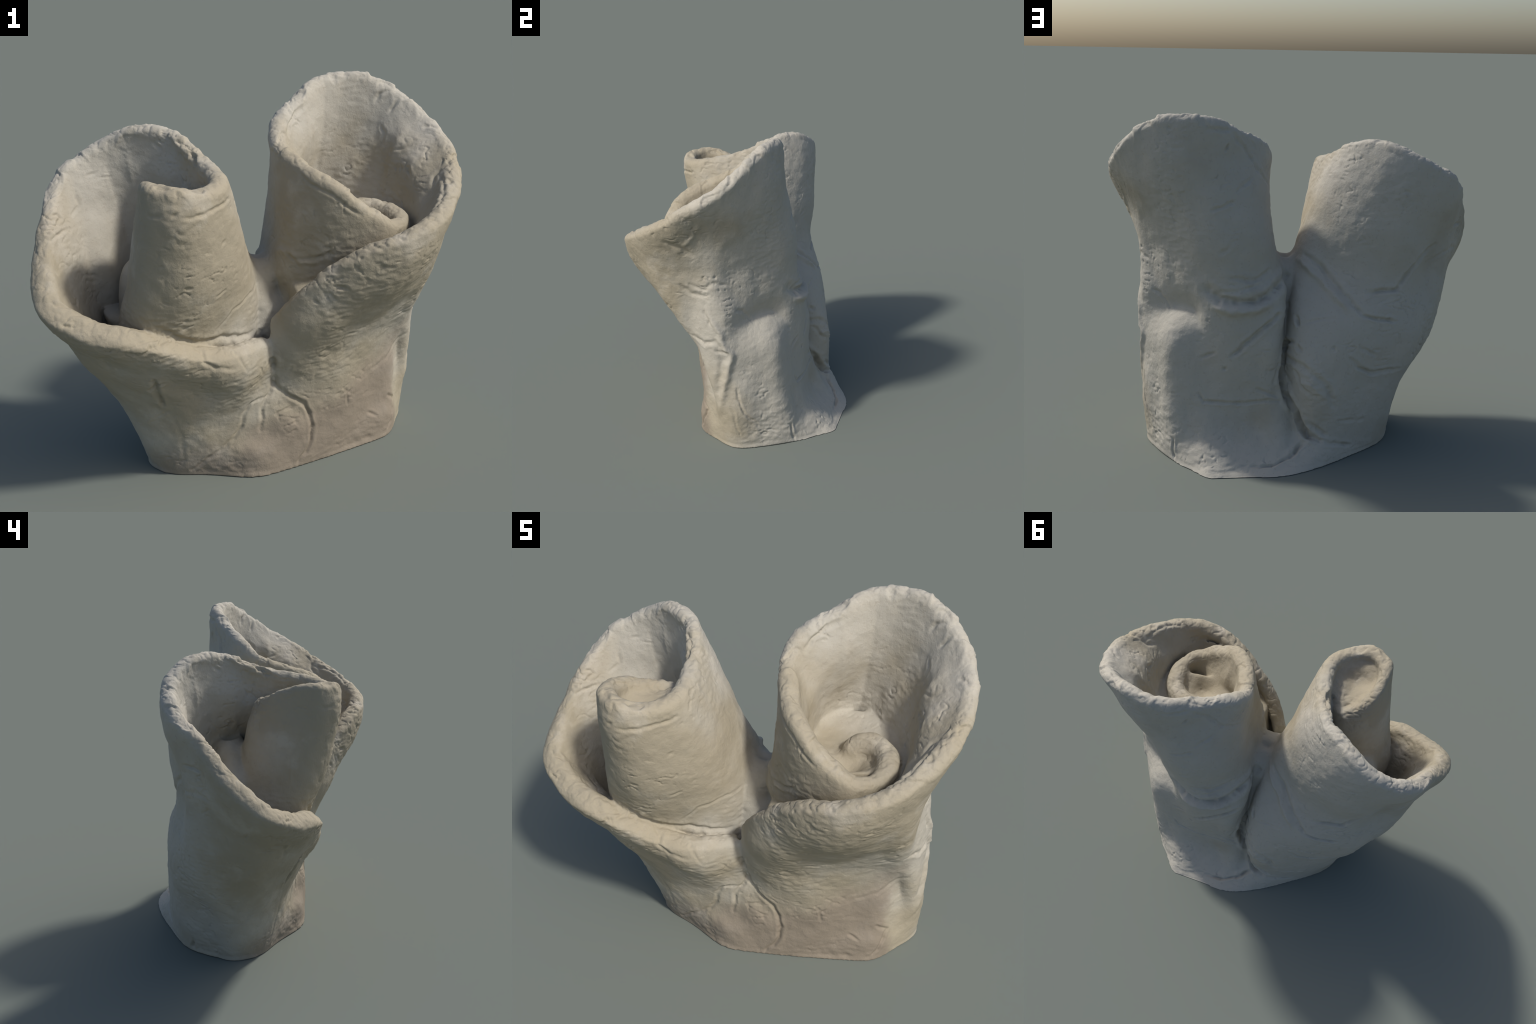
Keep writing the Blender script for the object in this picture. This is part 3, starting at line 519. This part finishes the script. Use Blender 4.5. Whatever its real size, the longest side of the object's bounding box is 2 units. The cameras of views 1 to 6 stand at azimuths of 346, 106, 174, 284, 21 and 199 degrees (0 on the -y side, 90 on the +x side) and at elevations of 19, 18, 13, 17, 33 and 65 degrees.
    groove([(-0.89, -0.11, 0.84), (-0.87, -0.12, 0.79)], (-0.9, 0.2, -0.3), 0.006, 0.008)   # crack
    groove([(-0.91, -0.22, 0.85), (-0.94, -0.24, 0.88)], (-0.8, 0.1, -0.5), 0.006, 0.007)   # crack
    groove([(-0.47, -0.30, 0.38), (-0.42, -0.26, 0.24), (-0.42, -0.23, 0.10), (-0.44, -0.20, 0.04)], (-0.3, -0.9, -0.3), 0.0024, 0.009)   # side crease
    groove([(-0.28, -0.06, 1.59), (-0.30, -0.05, 1.58)], (-0.7, -0.6, 0.5), 0.01, 0.009)   # rim under
    groove([(-0.24, 0.02, 1.08), (-0.31, 0.05, 1.18), (-0.40, 0.10, 1.29)], (-0.7, -0.7, -0.2), 0.004, 0.006)   # rim


cracks_and_folds()

# pinched and crumpled rims
rim_points = np.vstack([row_resample(np.array([s[0] for s in R]), 400) for R in (LEFT, RIGHT)])
from mathutils.kdtree import KDTree
tree = KDTree(len(rim_points))
for k, p in enumerate(rim_points):
    tree.insert(p, k)
tree.balance()
near = np.array([tree.find(v)[2] for v in V])
rim = np.exp(-(near / 0.055) ** 2)

# hand-worked clay: lumps, finger marks, wrinkles, pits and fine grain
patch = ramp(noise(V * 3.1, 31), -0.15, 0.35)
patch2 = ramp(noise(V * 2.7, 32), -0.05, 0.40)
stretch = V * np.array((1.0, 1.0, 2.2))
broken = ramp(noise(V * 13, 33), 0.0, 0.45)                     # breaks long lines into short strokes
wrinkle = np.clip(1 - np.abs(noise(stretch * 14 + warp * 25, 41)) / 0.12, 0, 1) * patch * broken
scar = np.clip(1 - np.abs(noise(V * 21 + warp * 30, 42)) / 0.10, 0, 1) * patch2 * ramp(noise(V * 17, 34), 0.05, 0.5)
pits = np.clip(noise(V * 38, 43) - 0.50, 0, 1)
relief += 0.0075 * noise(V * 3.5, 51) + 0.0050 * noise(V * 8, 52) + 0.0022 * noise(V * 19, 53) + 0.0008 * noise(V * 47, 54)
relief += -0.0062 * wrinkle - 0.0052 * scar - 0.015 * pits * patch + 0.0030 * noise(stretch * 24, 55) * patch2
along_rim = noise(V * np.array((30, 30, 16)), 61)
relief += rim * (0.0045 * along_rim + 0.003 * noise(V * 14, 62) - 0.004 * np.clip(1 - np.abs(noise(V * 24, 63)) / 0.12, 0, 1))
relief -= rim * 0.010 * ramp(noise(W * 8, 71), 0.16, 0.26) * ramp(V[:, 2], 1.05, 1.35)        # chipped top edges
foot = ramp(V[:, 2], 0.0, 0.03)
V = V + Nv * (relief * foot)[:, None]

# a thin raised flap of clay along the back rim of the tall roll, with abrupt ends
flap = bump(W[:, 0], 0.37, 0.71, 0.012) * bump(V[:, 1], 0.14, 0.4, 0.03) * np.exp(-(near / 0.05) ** 2)
V[:, 2] += 0.014 * flap
flap = bump(W[:, 0], 0.71, 0.89, 0.012) * bump(V[:, 1], 0.08, 0.4, 0.03) * np.exp(-(near / 0.05) ** 2)
V[:, 2] += 0.006 * flap
V[:, 2] = np.maximum(V[:, 2], 0)
Nv = normals(V)

# ------------------------------------------------------------------ clay
mat = bpy.data.materials.new("clay")
mat.use_nodes = True
nt = mat.node_tree
bsdf = nt.nodes["Principled BSDF"]


def node(kind, **values):
    n = nt.nodes.new("ShaderNode" + kind)
    for k, v in values.items():
        if k in n.inputs:
            n.inputs[k].default_value = v
        else:
            setattr(n, k, v)
    return n


def link(a, b):
    nt.links.new(a, b)


tex = node("TexCoord")
obj = tex.outputs["Object"]


def tex_noise(scale, detail=4.0, rough=0.55, offset=(0, 0, 0)):
    m = node("Mapping"); m.inputs["Location"].default_value = offset
    link(obj, m.inputs["Vector"])
    n = node("TexNoise"); n.inputs["Scale"].default_value = scale; n.inputs["Detail"].default_value = detail; n.inputs["Roughness"].default_value = rough
    link(m.outputs[0], n.inputs["Vector"])
    return n.outputs["Fac"]


def ramp_node(fac, lo, hi):
    r = node("MapRange"); r.interpolation_type = "SMOOTHSTEP"
    r.inputs["From Min"].default_value = lo; r.inputs["From Max"].default_value = hi
    link(fac, r.inputs["Value"])
    return r.outputs[0]


def mix(fac, a, b):
    n = node("Mix"); n.data_type = "RGBA"
    for v, i in ((a, 6), (b, 7)):
        if isinstance(v, tuple):
            n.inputs[i].default_value = (*v, 1)
        else:
            link(v, n.inputs[i])
    if isinstance(fac, float):
        n.inputs[0].default_value = fac
    else:
        link(fac, n.inputs[0])
    return n.outputs[2]


def math_node(op, a, b=None):
    n = node("Math"); n.operation = op
    for v, i in ((a, 0), (b, 1)):
        if v is None:
            continue
        if isinstance(v, (int, float)):
            n.inputs[i].default_value = v
        else:
            link(v, n.inputs[i])
    return n.outputs[0]


GREY, TAN, PALE, BROWN = (0.418, 0.393, 0.335), (0.340, 0.300, 0.222), (0.455, 0.418, 0.350), (0.215, 0.178, 0.140)
sep = node("SeparateXYZ"); link(obj, sep.inputs[0])
warm = math_node("ADD", math_node("MULTIPLY", tex_noise(1.9, 4), 0.8), math_node("ADD", math_node("MULTIPLY", sep.outputs[1], -0.36), 0.08))   # noisy tan tint; front darkened, back paler, painting in part of the front's shade
col = mix(ramp_node(warm, 0.38, 0.62), GREY, TAN)
col = mix(math_node("MULTIPLY", ramp_node(tex_noise(4.5, 5, 0.6, (3, 1, 2)), 0.52, 0.70), 0.55), col, PALE)
col = mix(math_node("MULTIPLY", ramp_node(tex_noise(7.0, 6, 0.65, (7, 4, 1)), 0.54, 0.72), 0.22), col, (0.33, 0.290, 0.230))
col = mix(math_node("MULTIPLY", ramp_node(tex_noise(60.0, 3, 0.6, (1, 9, 4)), 0.56, 0.72), 0.30), col, (0.30, 0.265, 0.215))
# dark brown patch on the lower front, with a ragged edge
edge = math_node("SUBTRACT", tex_noise(3.2, 5, 0.6, (5, 5, 5)), 0.5)
front = math_node("ADD", math_node("MULTIPLY", sep.outputs[1], -1.0), math_node("MULTIPLY", edge, 0.25))
high = math_node("ADD", math_node("SUBTRACT", sep.outputs[2], math_node("MULTIPLY", sep.outputs[0], 0.38)), math_node("MULTIPLY", edge, 0.55))
brown_patch = math_node("MULTIPLY", ramp_node(front, 0.05, 0.13), ramp_node(high, 0.40, 0.10))
col = mix(math_node("MULTIPLY", brown_patch, 0.75), col, BROWN)
link(col, bsdf.inputs["Base Color"])
bsdf.inputs["Roughness"].default_value = 0.82
bsdf.inputs["Specular IOR Level"].default_value = 0.25
bump_node = node("Bump"); bump_node.inputs["Strength"].default_value = 0.55; bump_node.inputs["Distance"].default_value = 0.004
grain = math_node("ADD", tex_noise(70, 6, 0.7), math_node("MULTIPLY", tex_noise(22, 5, 0.65, (2, 2, 2)), 1.5))
link(grain, bump_node.inputs["Height"])
link(bump_node.outputs[0], bsdf.inputs["Normal"])

# ------------------------------------------------------------------ parts: the body is one surface, shared out by region
labels = ["base", "outer_wrap", "inner_roll", "outer_wrap", "inner_roll"]
samples, owner = [], []
for stations, split, first in ((LEFT, 14.3, 1), (RIGHT, 16.0, 3)):
    prof = np.array([catmull(s, 40) for s in stations])
    grid = np.stack([row_resample(prof[:, r], 200) for r in range(40)], 1)
    at = np.linspace(0, len(stations) - 1, 200)
    samples.append(grid.reshape(-1, 3)); owner.append(np.repeat(np.where(at < split, first, first + 1), 40))
samples, owner = np.vstack(samples), np.concatenate(owner)
tree = KDTree(len(samples))
for k, p in enumerate(samples):
    tree.insert(p, k)
tree.balance()
centre = V[Q].mean(1)
part = np.array([owner[tree.find(c)[1]] for c in centre])
part[centre[:, 2] < 0.24 + 0.03 * np.sin(centre[:, 0] * 7)] = 0

root = bpy.data.objects.new("clay_sculpture", None)
bpy.context.scene.collection.objects.link(root)
root["label"] = "rough grey clay sculpture of two rolled sheets joined on one base"
root["category"] = "sculpture"
for k, name in enumerate(labels):
    q = Q[part == k]
    used, inv = np.unique(q, return_inverse=True)
    pm = bpy.data.meshes.new(name)
    pm.vertices.add(len(used)); pm.vertices.foreach_set("co", V[used].astype(np.float32).ravel())
    pm.loops.add(q.size); pm.loops.foreach_set("vertex_index", inv.ravel().astype(np.int32))
    pm.polygons.add(len(q)); pm.polygons.foreach_set("loop_start", np.arange(0, q.size, 4, dtype=np.int32))
    pm.update(calc_edges=True)
    pm.polygons.foreach_set("use_smooth", np.ones(len(q), bool))
    pm.normals_split_custom_set_from_vertices(Nv[used].astype(np.float32).tolist())
    pm.materials.append(mat)
    po = bpy.data.objects.new(name, pm)
    bpy.context.scene.collection.objects.link(po)
    po.parent = root
bpy.data.objects.remove(body)
